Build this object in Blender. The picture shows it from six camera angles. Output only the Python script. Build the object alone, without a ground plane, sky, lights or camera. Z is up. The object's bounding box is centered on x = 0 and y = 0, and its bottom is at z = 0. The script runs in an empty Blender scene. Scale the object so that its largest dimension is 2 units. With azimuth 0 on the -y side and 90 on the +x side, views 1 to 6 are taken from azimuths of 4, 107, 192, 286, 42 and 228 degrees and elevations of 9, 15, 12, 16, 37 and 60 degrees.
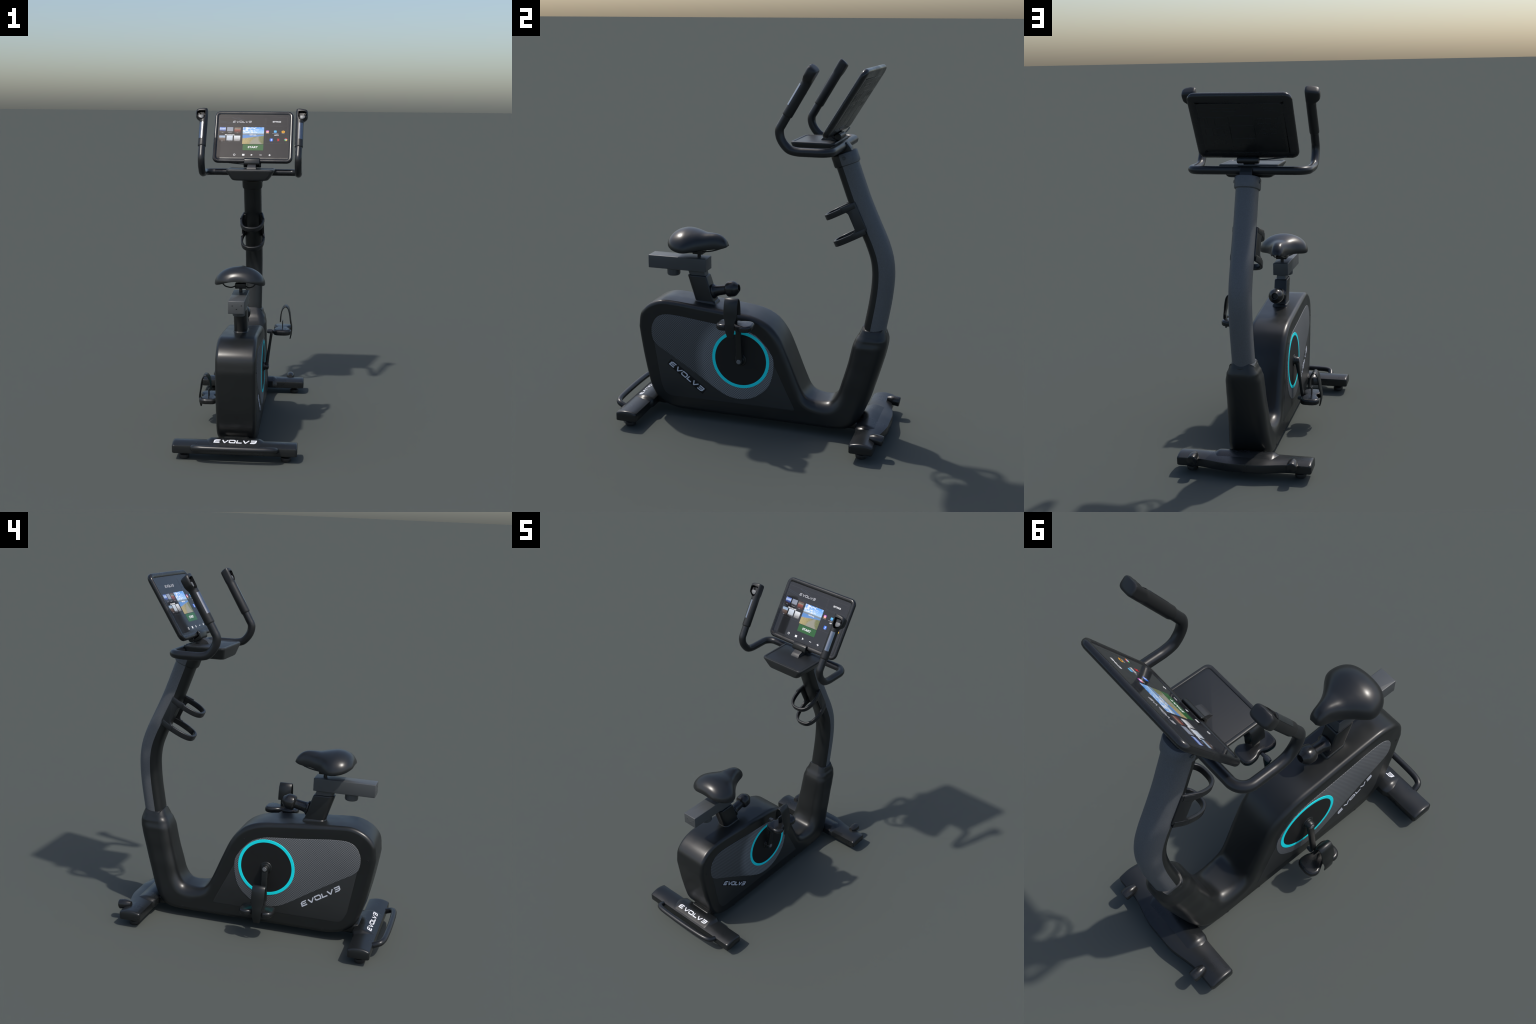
import bpy, bmesh, math, random
from math import sin, cos, pi, radians, sqrt, hypot
from mathutils import Vector, Matrix

random.seed(7)
V = Vector
COL = bpy.context.scene.collection

# ------------------------------------------------------------------ materials
def new_mat(name, color, rough=0.45, metal=0.0, spec=0.5, coat=0.0, grain=0.0, grain_scale=400.0,
            bump=0.0, smudge=0.0):
    m = bpy.data.materials.new(name)
    m.use_nodes = True
    nt = m.node_tree
    b = nt.nodes["Principled BSDF"]
    b.inputs["Base Color"].default_value = (*color, 1)
    b.inputs["Roughness"].default_value = rough
    b.inputs["Metallic"].default_value = metal
    b.inputs["Specular IOR Level"].default_value = spec
    b.inputs["Coat Weight"].default_value = coat
    tc = nt.nodes.new("ShaderNodeTexCoord")
    if grain > 0 or bump > 0:
        n = nt.nodes.new("ShaderNodeTexNoise")
        n.inputs["Scale"].default_value = grain_scale
        n.inputs["Detail"].default_value = 2
        nt.links.new(tc.outputs["Object"], n.inputs["Vector"])
        r = nt.nodes.new("ShaderNodeValToRGB")
        r.color_ramp.elements[0].position = 0.3
        r.color_ramp.elements[1].position = 0.7
        r.color_ramp.elements[0].color = (*[c * (1 - grain) for c in color], 1)
        r.color_ramp.elements[1].color = (*[c * (1 + grain) for c in color], 1)
        nt.links.new(n.outputs["Fac"], r.inputs["Fac"])
        nt.links.new(r.outputs["Color"], b.inputs["Base Color"])
        if bump > 0:
            bp = nt.nodes.new("ShaderNodeBump")
            bp.inputs["Strength"].default_value = bump
            bp.inputs["Distance"].default_value = 0.001
            nt.links.new(n.outputs["Fac"], bp.inputs["Height"])
            nt.links.new(bp.outputs["Normal"], b.inputs["Normal"])
    if smudge > 0:
        n2 = nt.nodes.new("ShaderNodeTexNoise")
        n2.inputs["Scale"].default_value = 9.0
        n2.inputs["Detail"].default_value = 5
        nt.links.new(tc.outputs["Object"], n2.inputs["Vector"])
        mr = nt.nodes.new("ShaderNodeMapRange")
        mr.inputs["From Min"].default_value = 0.3
        mr.inputs["From Max"].default_value = 0.7
        mr.inputs["To Min"].default_value = rough - smudge
        mr.inputs["To Max"].default_value = rough + smudge
        nt.links.new(n2.outputs["Fac"], mr.inputs["Value"])
        nt.links.new(mr.outputs["Result"], b.inputs["Roughness"])
    return m

M_SHROUD = new_mat("shroud_black_plastic", (0.0108, 0.0120, 0.0122), 0.34, smudge=0.05, grain=0.06)
M_LOWER = new_mat("lower_panel_plastic", (0.0195, 0.0212, 0.0215), 0.5, grain=0.08)
M_COLUMN = new_mat("column_grey_powder_coat", (0.102, 0.107, 0.114), 0.48, grain=0.28, grain_scale=520, bump=0.25)
M_BLACK = new_mat("satin_black_plastic", (0.0095, 0.0108, 0.0110), 0.36, smudge=0.05)
M_DEEP = new_mat("deep_black", (0.004, 0.004, 0.0045), 0.5)
M_STEEL = new_mat("dark_painted_steel", (0.062, 0.067, 0.070), 0.38, grain=0.1, grain_scale=600, smudge=0.06)
M_TUBE = new_mat("tube_black_enamel", (0.012, 0.013, 0.0145), 0.33, smudge=0.05)
M_GRIP = new_mat("grip_black_rubber", (0.011, 0.0115, 0.012), 0.42, grain=0.1)
M_SEAT = new_mat("seat_black_vinyl", (0.0125, 0.0138, 0.0148), 0.31, grain=0.1, grain_scale=900, bump=0.05)
M_FOOT = new_mat("foot_black_enamel", (0.0112, 0.0125, 0.0132), 0.30, smudge=0.07)
M_RUBBER = new_mat("foot_pad_rubber", (0.010, 0.010, 0.010), 0.6)
M_PEDAL = new_mat("pedal_gloss_plastic", (0.012, 0.0125, 0.013), 0.28, smudge=0.05)
M_WEDGE = new_mat("wedge_grey_plastic", (0.026, 0.027, 0.029), 0.45)
M_CHROME = new_mat("contact_plate_chrome", (0.26, 0.275, 0.30), 0.24, metal=1.0, smudge=0.10)
M_DISC = new_mat("disc_matt_black", (0.0095, 0.0098, 0.0100), 0.55, spec=0.35)
M_RING = new_mat("ring_cyan", (0.008, 0.86, 0.92), 0.5, spec=0.3)
M_WHITE = new_mat("lettering_white", (0.74, 0.75, 0.79), 0.5, spec=0.3)
M_SILVER = new_mat("lettering_silver", (0.62, 0.64, 0.70), 0.45, spec=0.4)
M_BADGE = new_mat("badge_black", (0.004, 0.004, 0.0045), 0.5, spec=0.3)
M_BEZEL = new_mat("tablet_bezel", (0.013, 0.0135, 0.0145), 0.28, smudge=0.1)
M_BACK = new_mat("tablet_back_plastic", (0.0105, 0.0115, 0.0118), 0.30, smudge=0.06, grain=0.08)
M_GLASS = new_mat("screen_dark_glass", (0.017, 0.018, 0.020), 0.09, smudge=0.03)
M_TRAY = new_mat("tray_mat", (0.014, 0.0155, 0.017), 0.40, grain=0.1)
M_RIM = new_mat("tray_shell_plastic", (0.020, 0.0215, 0.0225), 0.40, grain=0.15, grain_scale=500)
M_ICONWHITE = new_mat("screen_white", (0.85, 0.85, 0.85), 0.15)
M_ICONGREY = new_mat("screen_logo_grey", (0.42, 0.42, 0.44), 0.15)
M_LINE = new_mat("screen_line_grey", (0.055, 0.056, 0.06), 0.15)
M_GREEN = new_mat("screen_button_green", (0.020, 0.105, 0.024), 0.15)
M_NUB = new_mat("hub_bolt_metal", (0.16, 0.165, 0.17), 0.45, metal=0.2)


def mesh_panel_mat():
    """Grey panel with a fine diagonal woven print, brighter round the right-hand crank."""
    m = bpy.data.materials.new("woven_grey_panel")
    m.use_nodes = True
    nt = m.node_tree
    L = nt.links.new
    b = nt.nodes["Principled BSDF"]
    b.inputs["Roughness"].default_value = 0.5
    b.inputs["Specular IOR Level"].default_value = 0.4
    tc = nt.nodes.new("ShaderNodeTexCoord")
    sp = nt.nodes.new("ShaderNodeSeparateXYZ")
    L(tc.outputs["Object"], sp.inputs[0])

    def math_(op, a, c=None):
        n = nt.nodes.new("ShaderNodeMath")
        n.operation = op
        for i, v in enumerate((a, c)):
            if v is None:
                continue
            if isinstance(v, (int, float)):
                n.inputs[i].default_value = v
            else:
                L(v, n.inputs[i])
        return n.outputs[0]
    y, z = sp.outputs["Y"], sp.outputs["Z"]
    k = 2 * pi / 0.0130
    a = math_("SINE", math_("MULTIPLY", y, k))
    c = math_("SINE", math_("MULTIPLY", z, k))
    w = math_("MULTIPLY", a, c)
    w = math_("MULTIPLY_ADD", w, 0.5)
    nt.nodes[-1].inputs[2].default_value = 0.5
    ramp = nt.nodes.new("ShaderNodeValToRGB")
    ramp.color_ramp.elements[0].position = 0.25
    ramp.color_ramp.elements[1].position = 0.75
    ramp.color_ramp.elements[0].color = (0.050, 0.053, 0.056, 1)
    ramp.color_ramp.elements[1].color = (0.165, 0.172, 0.180, 1)
    L(w, ramp.inputs["Fac"])
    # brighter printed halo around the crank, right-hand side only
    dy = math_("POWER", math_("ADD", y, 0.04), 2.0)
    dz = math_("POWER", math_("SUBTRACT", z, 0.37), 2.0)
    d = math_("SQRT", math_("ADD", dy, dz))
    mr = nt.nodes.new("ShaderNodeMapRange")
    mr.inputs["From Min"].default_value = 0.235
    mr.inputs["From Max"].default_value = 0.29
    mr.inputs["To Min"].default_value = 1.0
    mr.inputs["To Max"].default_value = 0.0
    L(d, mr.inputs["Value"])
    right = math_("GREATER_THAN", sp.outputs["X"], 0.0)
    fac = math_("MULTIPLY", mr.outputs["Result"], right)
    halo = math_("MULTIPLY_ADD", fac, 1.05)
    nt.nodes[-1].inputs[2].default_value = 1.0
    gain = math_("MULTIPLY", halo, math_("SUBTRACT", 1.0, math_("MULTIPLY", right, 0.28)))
    vm = nt.nodes.new("ShaderNodeVectorMath")
    vm.operation = "SCALE"
    L(ramp.outputs["Color"], vm.inputs[0])
    L(gain, vm.inputs["Scale"])
    L(vm.outputs[0], b.inputs["Base Color"])
    bp = nt.nodes.new("ShaderNodeBump")
    bp.inputs["Strength"].default_value = 0.3
    bp.inputs["Distance"].default_value = 0.001
    L(w, bp.inputs["Height"])
    L(bp.outputs["Normal"], b.inputs["Normal"])
    return m


M_MESH = mesh_panel_mat()


def gradient_mat(name, stops, lo, hi, noise=0.0, scale=30.0, rough=0.15):
    """vertical picture gradient over local Y from lo to hi; noise bends the bands"""
    m = bpy.data.materials.new(name)
    m.use_nodes = True
    nt = m.node_tree
    L = nt.links.new
    b = nt.nodes["Principled BSDF"]
    b.inputs["Roughness"].default_value = rough
    tc = nt.nodes.new("ShaderNodeTexCoord")
    sp = nt.nodes.new("ShaderNodeSeparateXYZ")
    L(tc.outputs["Object"], sp.inputs[0])
    mr = nt.nodes.new("ShaderNodeMapRange")
    mr.inputs["From Min"].default_value = lo
    mr.inputs["From Max"].default_value = hi
    L(sp.outputs["Y"], mr.inputs["Value"])
    val = mr.outputs["Result"]
    if noise > 0:
        n = nt.nodes.new("ShaderNodeTexNoise")
        n.inputs["Scale"].default_value = scale
        n.inputs["Detail"].default_value = 4
        mp = nt.nodes.new("ShaderNodeMapping")
        mp.inputs["Scale"].default_value = (0.6, 1.6, 1)
        L(tc.outputs["Object"], mp.inputs["Vector"])
        L(mp.outputs[0], n.inputs["Vector"])
        ma = nt.nodes.new("ShaderNodeMath")
        ma.operation = "MULTIPLY_ADD"
        L(n.outputs["Fac"], ma.inputs[0])
        ma.inputs[1].default_value = noise
        L(val, ma.inputs[2])
        ms = nt.nodes.new("ShaderNodeMath")
        ms.operation = "SUBTRACT"
        L(ma.outputs[0], ms.inputs[0])
        ms.inputs[1].default_value = noise * 0.5
        val = ms.outputs[0]
    r = nt.nodes.new("ShaderNodeValToRGB")
    els = r.color_ramp.elements
    els[0].position, els[0].color = stops[0][0], (*stops[0][1], 1)
    els[1].position, els[1].color = stops[-1][0], (*stops[-1][1], 1)
    for p, c in stops[1:-1]:
        e = els.new(p)
        e.color = (*c, 1)
    L(val, r.inputs["Fac"])
    L(r.outputs["Color"], b.inputs["Base Color"])
    return m


# ------------------------------------------------------------------ helpers
def empty(name):
    o = bpy.data.objects.new(name, None)
    COL.objects.link(o)
    return o


ROOT = empty("exercise_bike")
ROOT["label"] = "black upright exercise bike with tablet console and cyan rings"
ROOT["category"] = "exercise bike"


def make(name, verts, faces, mat, parent=None, angle=35, smooth=True, recalc=True):
    me = bpy.data.meshes.new(name)
    me.from_pydata([tuple(v) for v in verts], [], faces)
    if recalc:
        bm = bmesh.new()
        bm.from_mesh(me)
        bmesh.ops.remove_doubles(bm, verts=bm.verts, dist=1e-6)
        bmesh.ops.recalc_face_normals(bm, faces=bm.faces)
        bm.to_mesh(me)
        bm.free()
    if smooth:
        me.polygons.foreach_set("use_smooth", [True] * len(me.polygons))
        me.set_sharp_from_angle(angle=radians(angle))
    me.materials.append(mat)
    o = bpy.data.objects.new(name, me)
    COL.objects.link(o)
    o.parent = parent or ROOT
    return o


class Geo:
    """verts/faces accumulator"""
    def __init__(self):
        self.v, self.f = [], []

    def add(self, vs, fs):
        k = len(self.v)
        self.v += [V(p) for p in vs]
        self.f += [tuple(i + k for i in f) for f in fs]
        return self

    def make(self, name, mat, parent=None, angle=35):
        return make(name, self.v, self.f, mat, parent, angle)


def catmull(pts, sub, closed=False):
    n = len(pts)
    P = [V(p) for p in pts]
    out = []
    segs = n if closed else n - 1
    for i in range(segs):
        if closed:
            p0, p1, p2, p3 = P[i - 1], P[i], P[(i + 1) % n], P[(i + 2) % n]
        else:
            p1, p2 = P[i], P[i + 1]
            p0 = P[i - 1] if i > 0 else p1 * 2 - p2
            p3 = P[i + 2] if i + 2 < n else p2 * 2 - p1
        for k in range(sub):
            t = k / sub
            out.append(0.5 * ((2 * p1) + (p2 - p0) * t + (2 * p0 - 5 * p1 + 4 * p2 - p3) * t * t
                              + (3 * p1 - p0 - 3 * p2 + p3) * t ** 3))
    if not closed:
        out.append(P[-1])
    return out


def interp(table, x):
    if x <= table[0][0]:
        return table[0][1]
    for (a, fa), (b, fb) in zip(table, table[1:]):
        if x <= b:
            t = (x - a) / (b - a)
            t = t * t * (3 - 2 * t)
            return fa + (fb - fa) * t
    return table[-1][1]


def lerp_table(table, x):
    if x <= table[0][0]:
        return table[0][1]
    for (a, fa), (b, fb) in zip(table, table[1:]):
        if x <= b:
            return fa + (fb - fa) * (x - a) / (b - a)
    return table[-1][1]


def loft(loops, closed=True, cap0=True, cap1=True):
    n = len(loops[0])
    vs = [p for lp in loops for p in lp]
    fs = []
    for i in range(len(loops) - 1):
        for j in range(n if closed else n - 1):
            a, b = i * n + j, i * n + (j + 1) % n
            fs.append((a, b, b + n, a + n))
    if cap0:
        fs.append(tuple(range(n)))
    if cap1:
        fs.append(tuple((len(loops) - 1) * n + j for j in range(n)))
    return vs, fs


def frames(path):
    """parallel transport frames"""
    n = len(path)
    T = []
    for i in range(n):
        a, b = path[max(i - 1, 0)], path[min(i + 1, n - 1)]
        T.append((b - a).normalized())
    ref = V((1, 0, 0)) if abs(T[0].x) < 0.9 else V((0, 0, 1))
    N = [(ref - T[0] * ref.dot(T[0])).normalized()]
    for i in range(1, n):
        v = N[-1] - T[i] * N[-1].dot(T[i])
        N.append(v.normalized())
    return T, N, [t.cross(m) for t, m in zip(T, N)]


def tube(path, r, seg=20, round_ends=True):
    path = [V(p) for p in path]
    T, N, B = frames(path)
    rs = r if isinstance(r, (list, tuple)) else [r] * len(path)
    loops = []

    def ring(c, n, b, rr):
        return [c + n * (rr * cos(2 * pi * k / seg)) + b * (rr * sin(2 * pi * k / seg)) for k in range(seg)]
    if round_ends:
        e = min(rs[0] * 0.35, 0.006)
        for q in range(3):
            a = q / 3 * pi / 2
            loops.append(ring(path[0] - T[0] * (e * (cos(a) - 1) + e) + T[0] * e, N[0], B[0], rs[0] - e + e * sin(a)))
    for i, p in enumerate(path):
        loops.append(ring(p, N[i], B[i], rs[i]))
    if round_ends:
        e = min(rs[-1] * 0.35, 0.006)
        for q in range(1, 4):
            a = q / 3 * pi / 2
            loops.append(ring(path[-1] + T[-1] * (e * sin(a)), N[-1], B[-1], rs[-1] - e + e * cos(a)))
    return loft(loops)


def fillet_path(pts, sub=8):
    """polyline of (point, radius) -> points with arcs at the corners"""
    out = []
    P = [(V(p), r) for p, r in pts]
    for i, (p, r) in enumerate(P):
        if i == 0 or i == len(P) - 1 or r <= 0:
            out.append(p)
            continue
        a, b = (P[i - 1][0] - p), (P[i + 1][0] - p)
        la, lb = a.length, b.length
        a.normalize()
        b.normalize()
        th = a.angle(b)
        t = min(r / math.tan(th / 2), la * 0.499, lb * 0.499)
        rr = t * math.tan(th / 2)
        bis = (a + b).normalized()
        c = p + bis * (rr / sin(th / 2))
        s, e = p + a * t - c, p + b * t - c
        ang = s.angle(e)
        for k in range(sub + 1):
            f = k / sub
            v = (s * sin((1 - f) * ang) + e * sin(f * ang)) / sin(ang)
            out.append(c + v)
    return out


def round_poly(pts, sub=6):
    """closed 2D polygon of (x, y, r) -> rounded outline"""
    n = len(pts)
    out = []
    for i in range(n):
        p = V(pts[i][:2])
        r = pts[i][2]
        a = V(pts[i - 1][:2]) - p
        b = V(pts[(i + 1) % n][:2]) - p
        la, lb = a.length, b.length
        a.normalize()
        b.normalize()
        th = a.angle(b)
        t = min(r / math.tan(th / 2), la * 0.499, lb * 0.499)
        if t < 1e-5 or abs(th - pi) < 1e-3:
            out.append(p)
            continue
        rr = t * math.tan(th / 2)
        c = p + (a + b).normalized() * (rr / sin(th / 2))
        s, e = p + a * t - c, p + b * t - c
        ang = s.angle(e)
        for k in range(sub + 1):
            f = k / sub
            out.append(c + (s * sin((1 - f) * ang) + e * sin(f * ang)) / sin(ang))
    return out


def rrect(w, h, r, cx=0, cy=0, sub=6):
    return round_poly([(cx - w, cy - h, r), (cx + w, cy - h, r), (cx + w, cy + h, r), (cx - w, cy + h, r)], sub)


def area2(p):
    return sum(p[i - 1].x * p[i].y - p[i].x * p[i - 1].y for i in range(len(p)))


def inset(poly, d):
    if area2(poly) < 0:
        poly = poly[::-1]
    n = len(poly)
    out = []
    for i in range(n):
        e0 = (poly[i] - poly[i - 1])
        e1 = (poly[(i + 1) % n] - poly[i])
        n0 = V((-e0.y, e0.x)).normalized() if e0.length > 1e-9 else V((0, 0))
        n1 = V((-e1.y, e1.x)).normalized() if e1.length > 1e-9 else n0
        m = (n0 + n1)
        m = m.normalized() if m.length > 1e-6 else n0
        k = max(m.dot(n1), 0.5)
        out.append(poly[i] + m * (d / k))
    return out


def prism(poly, origin, ex, ey, ez, h0, h1, bevel=0.002, bevel0=0.0, steps=3):
    """rounded slab: outline poly in (ex,ey) plane, from h0 to h1 along ez"""
    poly = [V(p) for p in poly]
    if area2(poly) < 0:
        poly = poly[::-1]
    origin, ex, ey, ez = V(origin), V(ex), V(ey), V(ez)
    lay = []
    if bevel0 > 0:
        for q in range(steps):
            a = q / steps * pi / 2
            lay.append((bevel0 * (1 - sin(a)), h0 + bevel0 * (1 - cos(a))))
        lay.append((0, h0 + bevel0))
    else:
        lay.append((0, h0))
    s = 1 if h1 > h0 else -1
    if bevel > 0:
        for q in range(steps + 1):
            a = q / steps * pi / 2
            lay.append((bevel * (1 - cos(a)), h1 - s * bevel * (1 - sin(a))))
    else:
        lay.append((0, h1))
    loops = []
    for d, h in lay:
        q = inset(poly, d) if d > 1e-7 else poly
        loops.append([origin + ex * p.x + ey * p.y + ez * h for p in q])
    return loft(loops)


def revolve(profile, origin, axis, seg=28):
    """profile [(along, radius)]"""
    origin, axis = V(origin), V(axis).normalized()
    ref = V((1, 0, 0)) if abs(axis.x) < 0.9 else V((0, 1, 0))
    n = (ref - axis * ref.dot(axis)).normalized()
    b = axis.cross(n)
    loops = []
    for h, r in profile:
        r = max(r, 1e-4)
        loops.append([origin + axis * h + n * (r * cos(2 * pi * k / seg)) + b * (r * sin(2 * pi * k / seg))
                      for k in range(seg)])
    return loft(loops)


def box(c0, c1, bevel=0.003):
    x0, y0, z0 = c0
    x1, y1, z1 = c1
    poly = round_poly([(x0, y0, bevel), (x1, y0, bevel), (x1, y1, bevel), (x0, y1, bevel)], 3)
    return prism(poly, (0, 0, 0), (1, 0, 0), (0, 1, 0), (0, 0, 1), z0, z1, bevel, bevel)


X, Y, Z = V((1, 0, 0)), V((0, 1, 0)), V((0, 0, 1))

# ------------------------------------------------------------------ stylised block lettering
LETTERS = {
    "E": [[(0.95, 1), (0.22, 1), (0, 0.78), (0, 0), (0.95, 0)], [(0.0, 0.5), (0.85, 0.5)]],
    "V": [[(0, 1), (0.46, 0), (0.54, 0), (1, 1)]],
    "O": [[(0.0, 0.72), (0.0, 1), (0.78, 1), (1, 0.78), (1, 0), (0.22, 0), (0.0, 0.22), (0.0, 0.55)]],
    "L": [[(0, 1), (0, 0), (0.9, 0)]],
    "B": [[(0.05, 1), (1, 1), (1, 0.22), (0.78, 0), (0.05, 0)], [(0.12, 0.5), (1.0, 0.5)]],
}


def stroke_geo(g, pts, wd, place, h, butt=0.0):
    P = [V(p) for p in pts]
    n = len(P)
    left, right = [], []
    for i in range(n):
        d0 = (P[i] - P[i - 1]).normalized() if i > 0 else None
        d1 = (P[i + 1] - P[i]).normalized() if i < n - 1 else None
        d0 = d0 or d1
        d1 = d1 or d0
        n0, n1 = V((-d0.y, d0.x)), V((-d1.y, d1.x))
        m = (n0 + n1).normalized()
        k = wd / 2 / max(m.dot(n0), 0.4)
        left.append(P[i] + m * k)
        right.append(P[i] - m * k)
    vs, fs = [], []
    for l, r in zip(left, right):
        vs += [place(l, 0), place(r, 0), place(l, h), place(r, h)]
    for i in range(n - 1):
        a, b = 4 * i, 4 * (i + 1)
        fs += [(a + 2, a + 3, b + 3, b + 2), (a, b, b + 1, a + 1), (a, a + 2, b + 2, b), (a + 1, b + 1, b + 3, a + 3)]
    fs += [(0, 1, 3, 2), (4 * n - 4, 4 * n - 2, 4 * n - 1, 4 * n - 3)]
    g.add(vs, fs)


def wordmark(name, place, total_w, height, thick, mat, parent, shear=0.12):
    """the six-letter word; place(Vector2 in metres, h) -> world point; centred on 0,0"""
    g = Geo()
    wd = 0.29
    aspect = 1.5
    x = 0.0
    gap = 0.54
    items = []
    for ch in "EVOLVB":
        items.append((ch, x))
        x += (0.9 if ch == "L" else 1.0) * aspect + (gap if ch not in "LV" else gap * (0.45 if ch == "L" else 0.78))
    tot = x - gap
    sx = total_w / tot
    sy = height / (1 + wd)
    for ch, x0 in items:
        for si, st in enumerate(LETTERS[ch]):
            pts = []
            for (a, b) in st:
                pts.append((a, b))
            if si == 1:  # middle bar butts against the upright
                if ch == "E":
                    pts[0] = (wd * sx / sx / 2 / aspect + 0.005, 0.5)
                else:
                    pts[1] = (1 - wd / 2 / aspect - 0.005, 0.5)

            def pl(p, h):
                px = (p.x + x0 - tot / 2 + shear * (p.y - 0.5) * 1.5) * sx
                py = (p.y - 0.5) * sy
                return place(V((px, py)), h)
            stroke_geo(g, [(a * aspect, b) for a, b in pts], wd if si == 0 else wd * 0.85, pl, thick)
    return g.make(name, mat, parent, angle=20)


# ================================================================== SHROUD (drive housing + boot)
RAIL_UP = [(-.668, .520), (-.658, .591), (-.630, .633), (-.586, .665), (-.524, .685), (-.44, .684), (-.30, .672),
           (-.143, .657), (-.011, .642), (.067, .616), (.120, .577), (.169, .510), (.215, .408), (.273, .268),
           (.306, .210), (.345, .1885), (.402, .1845), (.447, .196), (.479, .241), (.503, .320), (.530, .420),
           (.550, .515), (.564, .553), (.582, .585), (.600, .625)]
RAIL_LOW = [(-.668, .505), (-.661, .455), (-.643, .345), (-.620, .235), (-.600, .162), (-.567, .106), (-.510, .066),
            (-.432, .046), (-.330, .044), (-.200, .044), (-.100, .044), (.000, .044), (.100, .044), (.220, .044),
            (.320, .044), (.400, .044), (.478, .045), (.545, .056), (.596, .095), (.636, .170), (.674, .290),
            (.711, .420), (.730, .500), (.735, .560), (.714, .625)]
B_UP = [.023] * 6 + [.025] * 2 + [.028, .031, .034, .036, .038, .040, .046, .054, .060, .062, .060, .058, .056, .054, .050, .044, .036]
B_LOW = [.026] * 17 + [.034, .046, .060, .066, .066, .062, .054, .036]
SIDE = 0.1165


def half_width(y, z):
    w_boot = interp([(.08, SIDE), (.28, .1045), (.42, .0975), (.51, .0935), (.555, .0845), (.585, .072), (.605, .065), (.625, .052)], z)
    t = min(max((y - .33) / .12, 0), 1)
    t = t * t * (3 - 2 * t)
    return SIDE + (w_boot - SIDE) * t


def build_shroud():
    sub = 6
    up = catmull(RAIL_UP, sub)
    low = catmull(RAIL_LOW, sub)
    bu = [lerp_table(list(enumerate(B_UP)), i / sub) for i in range(len(up))]
    bl = [lerp_table(list(enumerate(B_LOW)), i / sub) for i in range(len(low))]
    outline = low + up[::-1]
    bev = bl + bu[::-1]
    n = len(outline)
    assert area2(outline) > 0
    nrm = []
    for i in range(n):
        e0, e1 = outline[i] - outline[i - 1], outline[(i + 1) % n] - outline[i]
        m = V((-e0.y, e0.x)).normalized() + V((-e1.y, e1.x)).normalized()
        nrm.append(m.normalized())
    R = 8
    rings = []
    for q in range(R + 1):
        f = q / R
        ring = []
        for i in range(n):
            b = bev[i]
            a = f * pi / 2
            d = b * (1 - cos(a))
            p = outline[i] + nrm[i] * d
            w = half_width(p.x, p.y)
            ring.append((p.x, p.y, w - b + b * sin(a)))
        rings.append(ring)
    g_v, g_f = [], []
    m = len(up)
    K = 14
    for s in (1, -1):
        base = len(g_v)
        for ring in rings:
            g_v += [(s * x, y, z) for (y, z, x) in ring]
        for q in range(R):
            for i in range(n):
                j = (i + 1) % n
                a, b = base + q * n + i, base + q * n + j
                g_f.append((a, b, b + n, a + n))
        inner = rings[-1]
        # fill between the lower and upper rail
        idx = []
        for i in range(m):
            lo, hi = inner[i], inner[n - 1 - i]
            row = [base + R * n + i]
            for k in range(1, K):
                t = k / K
                y, z = lo[0] + (hi[0] - lo[0]) * t, lo[1] + (hi[1] - lo[1]) * t
                row.append(len(g_v))
                g_v.append((s * half_width(y, z), y, z))
            row.append(base + R * n + n - 1 - i)
            idx.append(row)
        for i in range(m - 1):
            for k in range(K):
                g_f.append((idx[i][k], idx[i + 1][k], idx[i + 1][k + 1], idx[i][k + 1]))
        g_f.append(tuple(idx[0]))
        g_f.append(tuple(idx[-1]))
    half = (R + 1) * n + (K - 1) * m
    for i in range(n):
        j = (i + 1) % n
        # roof strip with a few spans across
        g_f.append((i, j, half + j, half + i))
    return make("drive_housing", g_v, g_f, M_SHROUD, angle=50)


SHROUD = build_shroud()

# collar lip where the column enters the boot
def column_section(scale_f=1.0, off=0.0, front=True, seg=18):
    """half section in local (x, f): front half (f>0) or rear half (f<0)"""
    hw, df, dr = 0.0588 + off, 0.0755 + off, 0.044 + off
    pts = []
    for k in range(seg + 1):
        a = pi * k / seg
        c, s = cos(a), sin(a)
        e = 2 / 2.6 if front else 2 / 2.5
        x = hw * (abs(c) ** e) * (1 if c > 0 else -1)
        f = (df if front else -dr) * (abs(s) ** e)
        pts.append((x, f))
    return pts


SPINE = [(.640, .560), (.647, .620), (.660, .700), (.672, .780), (.6795, .860), (.680, .930), (.6695, 1.000),
         (.6435, 1.075), (.609, 1.150), (.5745, 1.225), (.542, 1.300), (.508, 1.390), (.4745, 1.480), (.453, 1.540)]
spine = catmull([(0, y, z) for y, z in SPINE], 6)


def column_loops(front, off_fn, pts):
    T, N, Bn = frames(pts)
    loops = []
    for p, t in zip(pts, T):
        fwd = V((0, t.z, -t.y))  # points to the front (+y), square to the tangent
        off = off_fn(p.z)
        sec = column_section(off=off, front=front)
        loops.append([p + X * x + fwd * f for x, f in sec])
    return loops


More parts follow.
